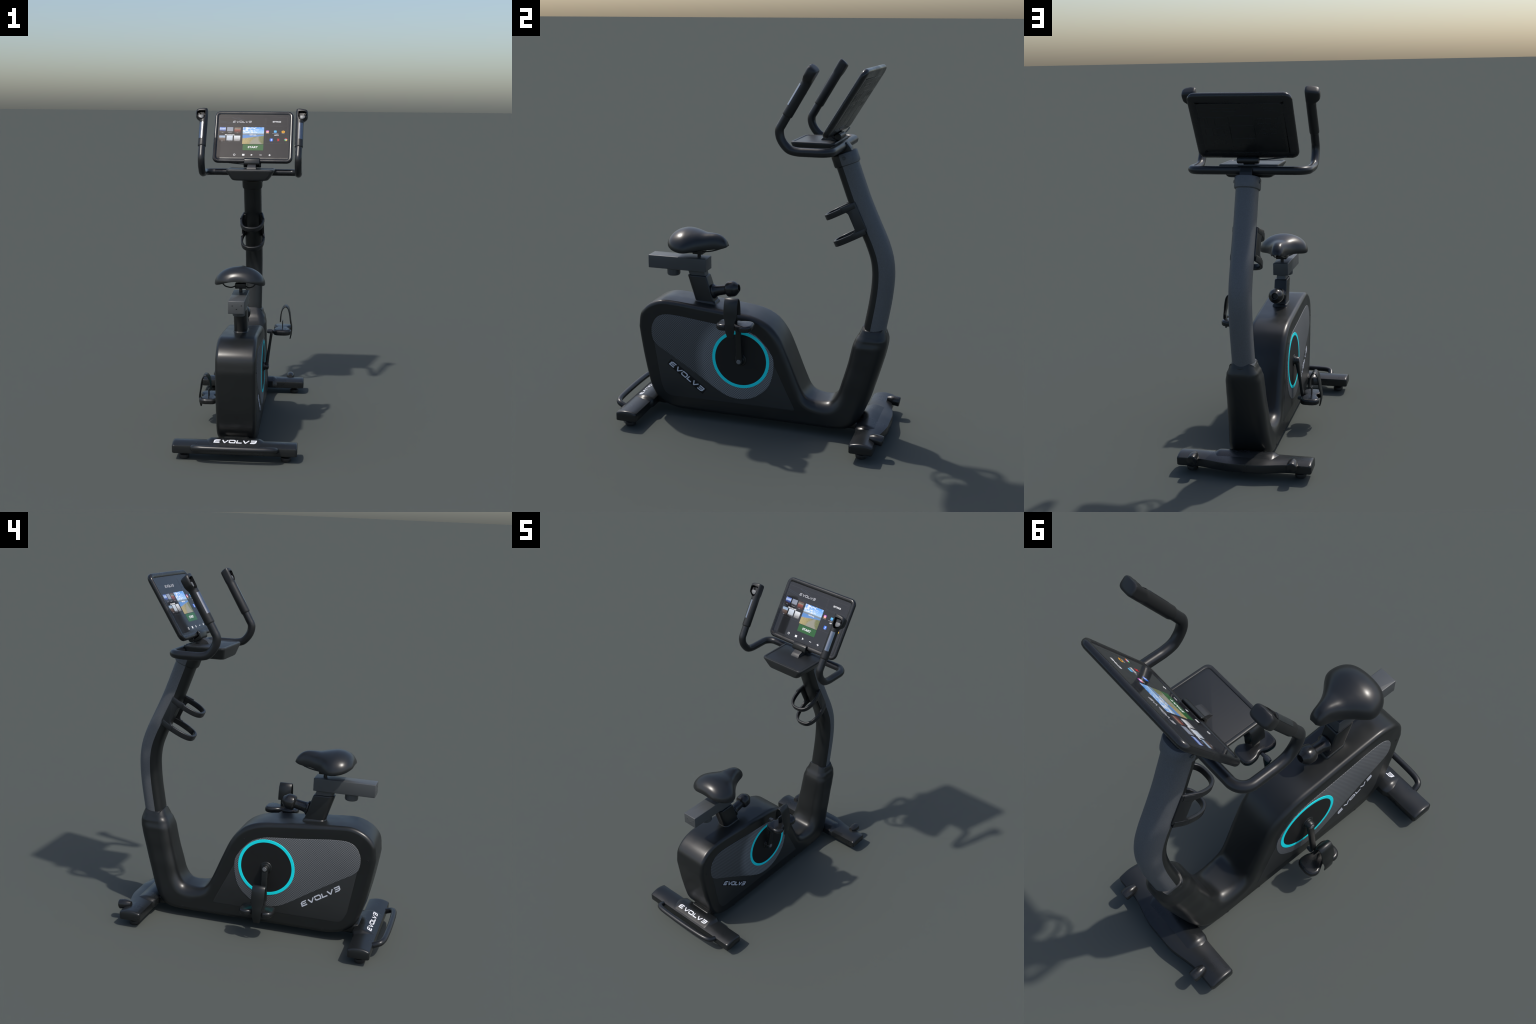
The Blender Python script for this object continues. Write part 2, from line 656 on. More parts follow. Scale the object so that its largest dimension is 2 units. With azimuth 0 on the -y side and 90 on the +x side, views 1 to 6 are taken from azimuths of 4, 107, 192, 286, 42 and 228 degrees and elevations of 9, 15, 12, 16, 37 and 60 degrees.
def build_column():
    def off(z):
        return 0.0
    main = [p for p in spine if p.z < 1.482]
    for front, name, mat in ((True, "column_front_shell", M_COLUMN), (False, "column_rear_shell", M_BLACK)):
        lp = column_loops(front, (lambda z: 0.0) if front else (lambda z: -0.0012), main)
        vs, fs = loft(lp)
        make(name, vs, fs, mat, angle=40)
    # upper clamp collar
    T0 = (spine[-1] - spine[-7]).normalized()
    c0 = V((0, .4755, 1.477))
    prof = [(0.0, .001), (.004, .007), (.012, .0085), (.058, .0085), (.063, .006), (.065, .001)]
    pts = [c0 + T0 * h for h, _ in prof]
    offs = [o for _, o in prof]
    for front, name, mat in ((True, "column_collar_front", M_COLUMN), (False, "column_collar_rear", M_BLACK)):
        fwd = V((0, T0.z, -T0.y))
        loops = []
        for p, o in zip(pts, offs):
            loops.append([p + X * x + fwd * f for x, f in column_section(off=o, front=front)])
        vs, fs = loft(loops)
        make(name, vs, fs, mat, angle=40)
    # bolts in the collar
    for s in (1, -1):
        p = c0 + T0 * .04 + V((0, T0.z, -T0.y)) * .022
        vs, fs = revolve([(.062, .009), (.0695, .009), (.0705, .0075), (.0695, .006)], p, X * s, 16)
        make("collar_bolt", vs, fs, M_STEEL)
    # lip on the boot
    g = Geo()
    p0 = V((0, .6445, .598))
    t = V((0, .12, 1)).normalized()
    fwd = V((0, t.z, -t.y))
    prof = [(-.012, .003), (-.004, .0065), (.004, .0072), (.009, .0055), (.0115, .002), (.0105, -.003)]
    loops = []
    for h, o in prof:
        fr = column_section(off=o, front=True)
        re = column_section(off=o, front=False)
        lp = fr + re[::-1][1:-1]
        loops.append([p0 + t * h + X * x + fwd * f for x, f in lp])
    vs, fs = loft(loops)
    make("boot_lip", vs, fs, M_SHROUD, SHROUD, angle=60)


build_column()

# ================================================================== SIDE PANELS, RINGS, LOGOS
MESH_OUT = [(.132, .400), (.127, .320), (.098, .243), (.030, .182), (-.045, .157), (-.125, .163), (-.197, .198),
            (-.300, .264), (-.410, .333), (-.500, .388), (-.552, .420), (-.577, .449), (-.586, .495), (-.580, .540),
            (-.553, .584), (-.505, .606), (-.430, .606), (-.343, .597), (-.210, .582), (-.100, .572), (-.035, .563),
            (.035, .535), (.083, .488), (.115, .444)]
LOWER_OUT = [(-.572, .440, .0), (-.533, .195, .02), (-.505, .124, .06), (.256, .126, .008), (.128, .392, .02),
             (-.050, .400, .0), (-.480, .470, .0)]
RC = (-.0565, .3895)
for s in (1, -1):
    ex, ey, ez = Y, Z, X * s
    low = round_poly(LOWER_OUT, 6)
    vs, fs = prism(low, (0, 0, 0), ex, ey, ez, .1120, .1174, .0012)
    lower = make("lower_side_panel", vs, fs, M_LOWER, angle=30)
    mo = catmull(MESH_OUT, 5, closed=True)
    vs, fs = prism(mo, (0, 0, 0), ex, ey, ez, .1120, .1192, .0022)
    mp = make("woven_side_panel", vs, fs, M_MESH, angle=30)
    # crank disc and its cyan ring
    vs, fs = revolve([(.110, .149), (.1200, .149), (.1205, .1485), (.1205, .001)], (0, *RC), ez, 96)
    make("crank_disc", vs, fs, M_DISC, angle=30)
    vs, fs = revolve([(.110, .165), (.1205, .165), (.1212, .1643), (.1212, .1485), (.1205, .1478), (.110, .1478)],
                     (0, *RC), ez, 96)
    make("crank_ring", vs, fs, M_RING, angle=30)
    # screws
    for (y, z) in ((-.625, .508), (.0835, .536), (-.400, .070), (.242, .069), (.440, .069)):
        w = half_width(y, z)
        dpt = .004
        g = Geo()
        g.add(*revolve([(w - .004, .0062), (w + .0006, .0062), (w + .0012, .0054), (w + .0008, .0044),
                        (w - .003, .0040), (w - .003, .0003)], (0, y, z), ez, 14))
        g.make("housing_screw", M_DEEP)
    # logo along the lower edge of the woven panel
    if s > 0:
        c = V((.1163, -.3765, .2525))
        u = V((0, .198, -.1465)).normalized()
        v = V((0, .1465, .198)).normalized()
        n = X
        bx = [V((a * .1315, b * .0205)) for a, b in ((-1, -1), (1, -1), (1, 1), (-1, 1))]
        vs, fs = prism(round_poly([(p.x, p.y, .003) for p in bx], 3), V((0, c.y, c.z)), u, v, n, .1145, .1182, .0006)
        badge = make("logo_badge", vs, fs, M_BADGE, lower)
        wordmark("logo_lettering", lambda p, h, c=c, u=u, v=v, n=n: V((.1180, c.y, c.z)) + u * p.x + v * p.y + n * h,
                 .236, .0285, .0012, M_SILVER, lower)
    else:
        c = V((-.1163, -.377, .2645))
        u = V((0, -.210, .133)).normalized()
        v = V((0, .133, .210)).normalized()
        n = -X
        wordmark("logo_lettering", lambda p, h, c=c, u=u, v=v, n=n: V((-.1172, c.y, c.z)) + u * p.x + v * p.y + n * h,
                 .246, .0285, .0012, M_SILVER, lower)

# ================================================================== CRANKS AND PEDALS
def build_crank(s):
    """s=+1 right crank pointing up, s=-1 left crank pointing down"""
    ez = X * s
    hub = V((0, *RC))
    vs, fs = revolve([(.117, .034), (.1225, .034), (.1245, .032), (.1255, .026), (.132, .025), (.134, .022), (.150, .0205), (.153, .018), (.154, .001)],
                     hub, ez, 28)
    h = make("crank_hub", vs, fs, M_BLACK)
    vs, fs = revolve([(.150, .0125), (.1545, .0125), (.156, .011), (.156, .001)], hub, ez, 20)
    make("crank_bolt", vs, fs, M_NUB, h)
    up = s
    L = .222
    # arm: leaning outward from hub to pedal
    sec = []
    for t, x, wy, wx in ((-.075, .140, .010, .006), (-.045, .140, .0165, .009), (0, .1405, .0185, .0105), (.08, .1425, .0185, .0105),
                         (.3, .149, .0165, .009), (.7, .161, .0150, .008), (.93, .168, .0150, .0085),
                         (1.0, .170, .0145, .0085), (1.05, .171, .011, .006)):
        z = RC[1] + up * L * t
        y = RC[0] + .004 * t * up
        sec.append([V((s * (x + a.x), y + a.y, z)) for a in rrect(wx, wy, min(wx, wy) * .55, sub=4)])
    vs, fs = loft(sec)
    make("crank_arm", vs, fs, M_BLACK, angle=45)
    # pedal
    pz = .6255 if s > 0 else .168
    py = RC[0] + .012
    xc = .2385 if s > 0 else -.2265
    g = Geo()
    lobes = [(-.053, -.030), (-.056, -.070), (-.040, -.094), (-.010, -.099), (.024, -.098), (.048, -.084), (.057, -.055),
             (.046, -.028), (.032, .0), (.046, .028), (.057, .055), (.048, .084), (.024, .098), (-.010, .099),
             (-.040, .094), (-.056, .070), (-.053, .030), (-.040, .0)]
    out = catmull([(a, b) for a, b in lobes], 4, closed=True)
    g.add(*prism(out, (xc, py, pz), X * s, Y, Z, -.016, .019, .014, .011, 6))
    ped = g.make("pedal", M_PEDAL, angle=60)
    vs, fs = revolve([(-.040, .010), (-.030, .0135), (-.010, .0135), (-.008, .010), (.050, .010)],
                     (s * .182, py - .008, pz - .010), ez, 18)
    make("pedal_spindle", vs, fs, M_STEEL, ped)
    # strap
    path = [(-.013, .060), (-.012, .085), (-.008, .115), (.000, .140), (.010, .152), (.018, .156), (.028, .152),
            (.037, .138), (.043, .115), (.047, .090), (.050, .062), (.0545, .040), (.0575, .015), (.0560, -.015), (.048, -.050)]
    widths = [.037] * 9 + [.037, .036, .029, .026, .025, .017]
    pth = catmull(path, 4)
    wds = [lerp_table(list(enumerate(widths)), i / 4) for i in range(len(pth))]
    loops = []
    for i, p in enumerate(pth):
        a, b = pth[max(i - 1, 0)], pth[min(i + 1, len(pth) - 1)]
        t = (b - a).normalized()
        nn = V((-t.y, t.x))
        th = .0034
        w = wds[i]
        lp = []
        for (wy, wn) in ((-w, -.5), (-w, .5), (-w + .002, 1), (w - .002, 1), (w, .5), (w, -.5), (w - .002, -1), (-w + .002, -1)):
            q = p + nn * (th * wn)
            lp.append(V((xc + s * q.x, py - .012 + wy, pz + q.y)))
        loops.append(lp)
    vs, fs = loft(loops)
    make("pedal_strap", vs, fs, M_BLACK, ped, angle=50)
    # strap tongue standing on the pedal
    vs, fs = box((xc - .0025, py - .030, pz + .015), (xc + .0025, py + .012, pz + .062), .002)
    make("strap_tongue", vs, fs, M_BLACK, ped)


build_crank(1)
build_crank(-1)

# ================================================================== FEET
def foot(name, ycen, x_half, half_y_fn, y_mid_fn, z0, z1_fn):
    """transverse foot: loft along x of domed sections"""
    xs = [-x_half, -x_half + .003, -x_half + .010] + [(-x_half + .010) + (2 * x_half - .020) * k / 80 for k in range(1, 80)] \
        + [x_half - .010, x_half - .003, x_half]
    loops = []
    for x in xs:
        e = min(x_half - abs(x), .010) / .010
        sh = .010 * (1 - sqrt(max(0, 1 - (1 - e) ** 2)))
        yc, hy = ycen + y_mid_fn(x), half_y_fn(x) - sh
        zt = z1_fn(x) - sh * .6
        zb = z0 + sh * .6
        edge = zt - .016
        lp = []
        r = .006
        # bottom
        lp += [V((x, yc - hy + r, zb)), V((x, yc + hy - r, zb)), V((x, yc + hy - .001, zb + r * .5)), V((x, yc + hy, zb + r))]
        # front wall up to the shoulder
        lp += [V((x, yc + hy, (zb + r + edge) / 2)), V((x, yc + hy, edge - .002)), V((x, yc + hy - .0015, edge + .0035))]
        # dome
        for k in range(1, 16):
            f = 1 - 2 * k / 16
            lp.append(V((x, yc + f * (hy - .003), edge + .004 + (zt - edge - .004) * (1 - f * f))))
        lp += [V((x, yc - hy + .0015, edge + .0035)), V((x, yc - hy, edge - .002)), V((x, yc - hy, (zb + r + edge) / 2)),
               V((x, yc - hy, zb + r)), V((x, yc - hy + .001, zb + r * .5))]
        loops.append(lp)
    vs, fs = loft(loops)
    return make(name, vs, fs, M_FOOT, angle=50)


def sst(a, b, x):
    t = min(max((x - a) / (b - a), 0), 1)
    return t * t * (3 - 2 * t)


REAR = foot("rear_foot", -.6465, .359, lambda x: .0600, lambda x: 0, .0425,
            lambda x: .1035)
FRONT = foot("front_foot", .6705, .362,
             lambda x: .0625 + .0165 * (1 - sst(.06, .25, abs(x))),
             lambda x: .0145 * (1 - sst(.06, .25, abs(x))), .0430 ,
             lambda x: .1015)
# raised saddles on the feet, rising towards the housing
def saddle_z(y, y_foot, half, z_foot, towards):
    a = (y - y_foot) / half
    return z_foot - .0155 * min(a * a, 1.0) + .0012 + .0125 * sst(-.9, .55, a * towards)


def saddle(name, parent, x_half, y_foot, half, z_foot, towards, reach):
    loops = []
    n = 40
    for k in range(n + 1):
        u = -1 + 2 * k / n
        x = x_half * u
        f = sst(1.0, .80, abs(u))
        ya, yb = y_foot - half * .97 * towards, y_foot + (half + reach * f) * towards
        lp = [V((x, ya, .052)), V((x, yb, .052))]
        for q in range(0, 15):
            y = yb + (ya - yb) * q / 14
            z = saddle_z(y, y_foot, half, z_foot, towards) - .0145 * (1 - f) - (.006 if q == 0 else 0)
            lp.append(V((x, y, z)))
        loops.append(lp)
    vs, fs = loft(loops)
    return make(name, vs, fs, M_FOOT, parent, angle=50)


saddle("foot_saddle", REAR, .172, -.6465, .0600, .1035, 1, .012)
saddle("foot_saddle", FRONT, .178, .6705, .0625, .1015, -1, .010)
# neck between housing and rear foot, and under the boot
vs, fs = box((-.075, -.600, .050), (.075, -.440, .108), .012)
make("rear_foot_bracket", vs, fs, M_BLACK, REAR)
vs, fs = box((-.085, .500, .050), (.085, .640, .095), .012)
make("front_foot_bracket", vs, fs, M_BLACK, FRONT)
for par, y in ((REAR, -.648), (FRONT, .665)):
    for x in (-.295, .295):
        vs, fs = revolve([(0, .001), (0, .024), (.003, .029), (.016, .031), (.022, .029), (.026, .020), (.030, .014), (.055, .014)],
                         (x, y, 0), Z, 24)
        make("levelling_pad", vs, fs, M_RUBBER, par)
# step rail on the rear foot
rail = catmull([(-.236, -.690, .072), (-.236, -.715, .083), (-.228, -.742, .094), (-.200, -.755, .099), (-.150, -.7605, .100), (-.05, -.7632, .1005),
                (.05, -.7632, .1005), (.150, -.7605, .100), (.202, -.755, .099), (.231, -.742, .094), (.240, -.715, .083), (.240, -.690, .072)], 6)
vs, fs = tube(rail, .0165, 16)
make("step_rail", vs, fs, M_TUBE, REAR)
# transport wheels on the front foot
for x in (-.265, .265):
    ax = V((0, .98, -.16)).normalized()
    vs, fs = revolve([(-.030, .014), (-.016, .021), (-.004, .0255), (.010, .0275), (.034, .0280), (.040, .0272), (.0425, .024),
                      (.043, .001)], (x, .730, .098), ax, 26)
    make("transport_wheel", vs, fs, M_PEDAL, FRONT, angle=60)
# white lettering on the rear foot
def on_rear_foot(p, h):
    y = -.6625 + p.y
    return V((p.x + .003, y, saddle_z(y, -.6465, .0600, .1035, 1) + .0004 + h))


wordmark("logo_lettering", on_rear_foot, .238, .0265, .0012, M_WHITE, REAR)

# ================================================================== SEAT POST, BEAM, KNOB, SEAT
def slanted_post(name, z0, z1, y0a, y1a, y0b, y1b, hw, mat, r_front=.008, r_rear=.028):
    loops = []
    for k, (t, d) in enumerate(((0, 0), (.96, 0), (.99, .0015), (1, .004))):
        z = z0 + (z1 - z0) * t
        ya, yb = y0a + (y0b - y0a) * t + d, y1a + (y1b - y1a) * t - d
        w = hw - d
        pl = round_poly([(-w, ya, r_rear), (w, ya, r_rear), (w, yb, r_front), (-w, yb, r_front)], 6)
        loops.append([V((p.x, p.y, z)) for p in pl])
    vs, fs = loft(loops)
    return make(name, vs, fs, mat, angle=40)


POST = slanted_post("seat_post", .640, .823, -.345, -.228, -.402, -.285, .039, M_BLACK)
UPP = slanted_post("seat_post_slider", .815, .853, -.390, -.290, -.402, -.300, .028, M_STEEL, .006, .018)
# flared base
loops = []
for z, d in ((.655, .007), (.672, .006), (.677, .0045), (.681, .001)):
    sh = (z - .640) / .183 * -.057
    pl = round_poly([(-.039 - d, -.345 + sh - d, .030), (.039 + d, -.345 + sh - d, .030), (.039 + d, -.228 + sh + d, .012),
                     (-.039 - d, -.228 + sh + d, .012)], 6)
    loops.append([V((p.x, p.y, z)) for p in pl])
vs, fs = loft(loops)
make("seat_post_flange", vs, fs, M_SHROUD, POST, angle=40)
vs, fs = box((-.0465, -.626, .849), (.0465, -.283, .9225), .0035)
BEAM = make("seat_slide_beam", vs, fs, M_STEEL)
vs, fs = revolve([(0, .037), (-.030, .037), (-.038, .0345), (-.041, .030), (-.042, .001)], (.003, -.491, .8495), Z, 28)
make("slide_lock_knob", vs, fs, M_STEEL, BEAM)
for (x, z) in ((-.022, .895), (.030, .897)):
    vs, fs = revolve([(0, .0048), (.0008, .0044), (.0004, .0026), (-.001, .0022), (-.001, .001)], (x, -.626, z), -Y, 12)
    make("beam_end_screw", vs, fs, M_STEEL, BEAM)
vs, fs = revolve([(0, .0055), (.0008, .005), (.0004, .0030), (-.001, .0026), (-.001, .001)], (.002, -.626, .876), -Y, 12)
make("beam_end_screw", vs, fs, M_STEEL, BEAM)
# height knob
ax = V((0, .140, .030)).normalized()
kb = V((0, -.262, .730))
vs, fs = revolve([(0, .020), (.004, .037), (.008, .0415), (.014, .0415), (.019, .036), (.026, .031), (.040, .0285),
                  (.084, .0270), (.087, .030), (.0895, .037), (.094, .0415), (.102, .0440), (.128, .0440), (.138, .0405),
                  (.147, .0335), (.152, .028), (.158, .0235), (.161, .0205), (.1605, .0178), (.150, .0165), (.143, .016),
                  (.143, .001)], kb, ax, 32)
KNOB = make("height_adjust_knob", vs, fs, M_PEDAL, POST, angle=40)
vs, fs = revolve([(.1435, .0155), (.1445, .0155), (.1445, .001)], kb, ax, 20)
make("knob_bore", vs, fs, M_DEEP, KNOB)

# seat
TOP = [(-.498, 1.014), (-.4965, 1.027), (-.490, 1.042), (-.474, 1.061), (-.445, 1.077), (-.406, 1.0845), (-.370, 1.081), (-.335, 1.073),
       (-.300, 1.065), (-.265, 1.064), (-.235, 1.062), (-.210, 1.054), (-.190, 1.040), (-.176, 1.023), (-.168, 1.004)]
HALF = [(-.498, .050), (-.4965, .066), (-.490, .084), (-.474, .112), (-.445, .136), (-.406, .148), (-.375, .145), (-.345, .124),
        (-.315, .096), (-.285, .073), (-.255, .056), (-.225, .045), (-.200, .039), (-.180, .031), (-.168, .018)]
RIM = [(-.498, 1.008), (-.485, 1.003), (-.465, .996), (-.44, .988), (-.40, .981), (-.35, .981), (-.30, .983), (-.25, .986), (-.20, .988), (-.168, .995)]


def smooth_tab(tab, y):
    for i in range(len(tab) - 1):
        if y <= tab[i + 1][0] or i == len(tab) - 2:
            p1, p2 = tab[i], tab[i + 1]
            p0 = tab[i - 1] if i > 0 else p1
            p3 = tab[i + 2] if i + 2 < len(tab) else p2
            h = p2[0] - p1[0]
            t = min(max((y - p1[0]) / h, 0), 1)
            m1 = (p2[1] - p0[1]) / (p2[0] - p0[0]) * h
            m2 = (p3[1] - p1[1]) / (p3[0] - p1[0]) * h
            return ((2 * t ** 3 - 3 * t * t + 1) * p1[1] + (t ** 3 - 2 * t * t + t) * m1
                    + (-2 * t ** 3 + 3 * t * t) * p2[1] + (t ** 3 - t * t) * m2)


def build_seat():
    ys = []
    n = 70
    for k in range(n + 1):
        a = k / n
        ys.append(-.333 - .165 * cos(pi * a))
    loops = []
    for y in ys:
        w = smooth_tab(HALF, y)
        zt = smooth_tab(TOP, y)
        zr = smooth_tab(RIM, y)
        back = sst(-.45, -.497, y)
        wing = sst(-.30, -.38, y)
        e = 2.0 + .35 * (1 - wing)
        lp = []
        m = 36
        zc = zr + (.010 * wing * (1 - back))
        for k in range(m + 1):
            a = pi * k / m
            c, s_ = cos(a), sin(a)
            x = w * (abs(c) ** (2 / (2.35 - .30 * wing))) * (1 if c >= 0 else -1)
            z = zr + (zt - zr) * (s_ ** (2 / e))
            lp.append(V((x, y, z)))
        # underside, rim rolled in
        for f, dz in ((-.985, -.006), (-.94, -.0095), (-.85, -.008), (-.6, .008), (-.3, .020), (0, .024), (.3, .020), (.6, .008),
                      (.85, -.008), (.94, -.0095), (.985, -.006)):
            lp.append(V((w * f, y, zr + dz * (.35 + .65 * wing) * min(1.0, (zt - zr) / .07))))
        loops.append(lp)
    vs, fs = loft(loops)
    return make("saddle_seat", vs, fs, M_SEAT, angle=70)


SEAT = build_seat()
vs, fs = revolve([(.915, .011), (.950, .009), (.965, .009)], (0, -.338, 0), Z, 18)
make("seat_pin", vs, fs, M_BLACK, SEAT)
vs, fs = box((-.033, -.366, .944), (.033, -.306, .9755), .004)
make("seat_clamp", vs, fs, M_BLACK, SEAT)
for s in (1, -1):
    r = catmull([(s * .022, -.190, .990), (s * .026, -.255, .968), (s * .030, -.330, .958), (s * .050, -.395, .958),
                 (s * .078, -.440, .972), (s * .095, -.455, .990)], 6)
    vs, fs = tube(r, .0038, 10)
    make("seat_rail", vs, fs, M_BLACK, SEAT)

# ================================================================== HANDLEBAR
def build_handlebar():
    pts = []
    zc, yb = 1.5785, .4650
    corner = fillet_path([((.05, yb, zc), 0), ((.312, yb, zc), .085), ((.312, .350, zc), 0)], 14)
    bend = catmull([(.312, .340, zc), (.312, .304, zc + .001), (.312, .263, zc + .011), (.312, .2335, zc + .0395), (.312, .2160, zc + .073),
                    (.3122, .2135, zc + .108), (.3125, .227, zc + .1345), (.3132, .2535, 1.7585), (.3135, .2715, 1.789)], 6)
    r = corner[:-1] + bend
    l = [V((-p.x, p.y, p.z)) for p in r]
    path = l[::-1] + r
    # densify straight pieces
    out = [path[0]]
    for a, b in zip(path, path[1:]):
        d = (b - a).length
        k = max(1, int(d / .03))
        for q in range(1, k + 1):
            out.append(a + (b - a) * q / k)
    vs, fs = tube(out, .0222, 24)
    return make("handlebar", vs, fs, M_TUBE, angle=60)


BAR = build_handlebar()

GA0, GA1 = V((0, .2520, 1.7560)), V((0, .3890, 1.9870))  # grip axis, bottom and top
GDIR = (GA1 - GA0).normalized()
GUSER = V((0, -GDIR.z, GDIR.y))  # square to the grip, towards the rider


def build_grip(s):
    L = (GA1 - GA0).length
    o = V((s * .3135, 0, 0)) + GA0
    ex, eu = X * s, GUSER
    # (t, inner x, outer x, rear half depth, front half depth)
    rows = [(-.004, -.0225, .0225, .0225, .0225), (0, -.0255, .0255, .0255, .0255), (.004, -.0262, .0262, .0262, .0262), (.10, -.0262, .0262, .0262, .0262),
            (.160, -.0262, .0262, .0262, .0262), (.178, -.0258, .0270, .0262, .0262), (.186, -.0256, .0290, .0262, .0262),
            (.196, -.0254, .0400, .0264, .0262), (.204, -.0252, .0470, .0268, .0262), (.212, -.0250, .0510, .0270, .0262), (.245, -.0250, .0535, .0275, .0262),
            (.258, -.0245, .0525, .0270, .0260), (.264, -.0235, .0505, .0258, .0250), (.268, -.0200, .0455, .0225, .0220), (.270, -.012, .034, .014, .014)]
    loops = []
    for t, xi, xo, dr, df in rows:
        c = (xi + xo) / 2
        w = (xo - xi) / 2
        e = 2 / (2 + 1.6 * sst(.0264, .038, w))
        lp = []
        for k in range(32):
            a = 2 * pi * k / 32
            ca, sa = cos(a), sin(a)
            x = c + w * abs(ca) ** e * (1 if ca >= 0 else -1)
            u = (dr if sa > 0 else df) * abs(sa) ** e * (1 if sa >= 0 else -1)
            # the crown slopes down towards the outside front
            tt = t * 1.012 - (.010 * (1 - u / .028) * .5 + .004 * (x - c) / .03) * sst(.20, .255, t)
            lp.append(o + ex * x + eu * u + GDIR * tt)
        loops.append(lp)
    vs, fs = loft(loops)
    grip = make("hand_grip", vs, fs, M_GRIP, BAR, angle=45)
    # pocket for the button, cut into the rider's side
    hexa = [(-.010, .252), (.028, .252), (.043, .246), (.046, .228), (.040, .206), (.022, .190), (.006, .186), (-.006, .196), (-.011, .215)]
    pk = round_poly([(a, b, .004) for a, b in hexa], 4)
    vs, fs = prism(pk, o, ex, GDIR, eu, .004, .060, 0)
    cut = make("cutter", vs, fs, M_DEEP)
    md = grip.modifiers.new("pocket", "BOOLEAN")
    md.object = cut
    md.operation = "DIFFERENCE"
    md.solver = "EXACT"
    dg = bpy.context.evaluated_depsgraph_get()
    me = bpy.data.meshes.new_from_object(grip.evaluated_get(dg))
    grip.modifiers.clear()
    grip.data = me
    bpy.data.objects.remove(cut)
    me.polygons.foreach_set("use_smooth", [True] * len(me.polygons))
    me.set_sharp_from_angle(angle=radians(40))
    # glossy button in the pocket
    pb = inset(pk, .0045)
    vs, fs = prism(pb, o, ex, GDIR, eu, .002, .013, .005)
    make("grip_button", vs, fs, M_PEDAL, grip, angle=50)
    vs, fs = prism([V((p.x * .62 + .008, (p.y - .222) * .42 + .213)) for p in pk], o, ex, GDIR, eu, .010, .0175, .003)  # smaller grey plate standing proud of the black button
    make("grip_button_grey_plate", vs, fs, M_NUB, grip, angle=50)
    # pulse contact plate: a curved strip on the rider's side, turned slightly outward
    t0, t1 = .048, .166
    loops = []
    nseg = 12
    for k in range(25):
        t = t0 + (t1 - t0) * k / 24
        f = 1.0
        half = radians(29) * f
        lp = []
        for r in (.0272, .0250):
            rng = range(nseg + 1) if r > .026 else range(nseg, -1, -1)
            for q in rng:
                a = radians(90 - 24) - half + 2 * half * q / nseg
                lp.append(o + ex * (r * cos(a)) + eu * (r * sin(a)) + GDIR * t)
        loops.append(lp)
    vs, fs = loft(loops)
    make("pulse_contact_plate", vs, fs, M_CHROME, grip, angle=40)
    return grip


build_grip(1)
build_grip(-1)

# neck bracket from collar to bar
g = Geo()
poly = round_poly([(.430, 1.515, .004), (.531, 1.528, .004), (.506, 1.574, .010), (.485, 1.598, .010), (.430, 1.592, .01)], 4)
g.add(*prism(poly, (0, 0, 0), Y, Z, X, -.033, .033, .004, .004))
g.make("bar_bracket", M_BLACK, BAR)

# ================================================================== CONSOLE TRAY
def build_tray():
    def outline(d):
        return round_poly([(-.155 + d, .2225 + d * .42, .024), (.155 - d, .2225 + d * .42, .024),
                           (.157 - d, .4550 - d * .5, .012), (-.157 + d, .4550 - d * .5, .012)], 6)
    loops = []
    for d, z, in ((.060, 1.5370), (.048, 1.5380), (.040, 1.5405), (.033, 1.5470), (.018, 1.570), (.006, 1.588), (.0015, 1.594), (0, 1.598), (0, 1.603), (.0012, 1.6065),
                  (.004, 1.608)):
        loops.append([V((p.x, p.y, z)) for p in outline(d)])
    for d, z in ((.012, 1.608), (.0140, 1.6065), (.0148, 1.6045)):
        q = round_poly([(-.155 + d, .2225 + d, .018), (.155 - d, .2225 + d, .018), (.157 - d, .455 - d * .6, .010), (-.157 + d, .455 - d * .6, .010)], 6)
        loops.append([V((p.x, p.y, z)) for p in q])
    vs, fs = loft(loops)
    t = make("console_tray", vs, fs, M_RIM, angle=35)
    q = round_poly([(-.1398, .2378, .016), (.1398, .2378, .016), (.1418, .4458, .008), (-.1418, .4458, .008)], 6)
    vs, fs = prism(q, (0, 0, 0), X, Y, Z, 1.600, 1.6058, .0006)
    make("tray_mat", vs, fs, M_TRAY, t)
    return t


TRAYO = build_tray()
# tilt bracket wedge on the tray
vs, fs = loft([[V((x, y, z)) for x, y, z in lp] for lp in (
    [(-.030, .352, 1.605), (.030, .352, 1.605), (.030, .430, 1.605), (-.030, .430, 1.605)],
    [(-.030, .354, 1.609), (.030, .354, 1.609), (.030, .430, 1.612), (-.030, .430, 1.612)],
    [(-.027, .366, 1.622), (.027, .366, 1.622), (.027, .430, 1.648), (-.027, .430, 1.648)],
    [(-.022, .372, 1.6255), (.022, .372, 1.6255), (.022, .430, 1.650), (-.022, .430, 1.650)])])
make("tilt_wedge", vs, fs, M_WEDGE, TRAYO, angle=30)

# ================================================================== TABLET
SU = V((0, .198, .322)).normalized()
SN = V((0, -SU.z, SU.y))  # towards the rider
SO = V((0, .420, 1.648)) + SN * .008 + SU * .005


def build_tablet():
    out = rrect(.2675, .1965, .040, 0, .185, 10)
    loops = []
    for d, h in ((.050, -.0272), (.040, -.0272), (.030, -.0270), (.022, -.0265), (.013, -.0250), (.005, -.0210), (.001, -.0150), (0, -.0090), (.001, -.003), (.0035, .0018), (.008, .0045),
                 (.014, .0052), (.020, .0035), (.0245, .0018), (.0265, .0005), (.0275, -.0006)):
        q = inset(out, d)
        loops.append([SO + X * p.x + SU * p.y + SN * h for p in q])
    vs, fs = loft(loops)
    tb = make("tablet", vs, fs, M_BEZEL, angle=45)
    return tb, out


TABLET, tab_out = build_tablet()
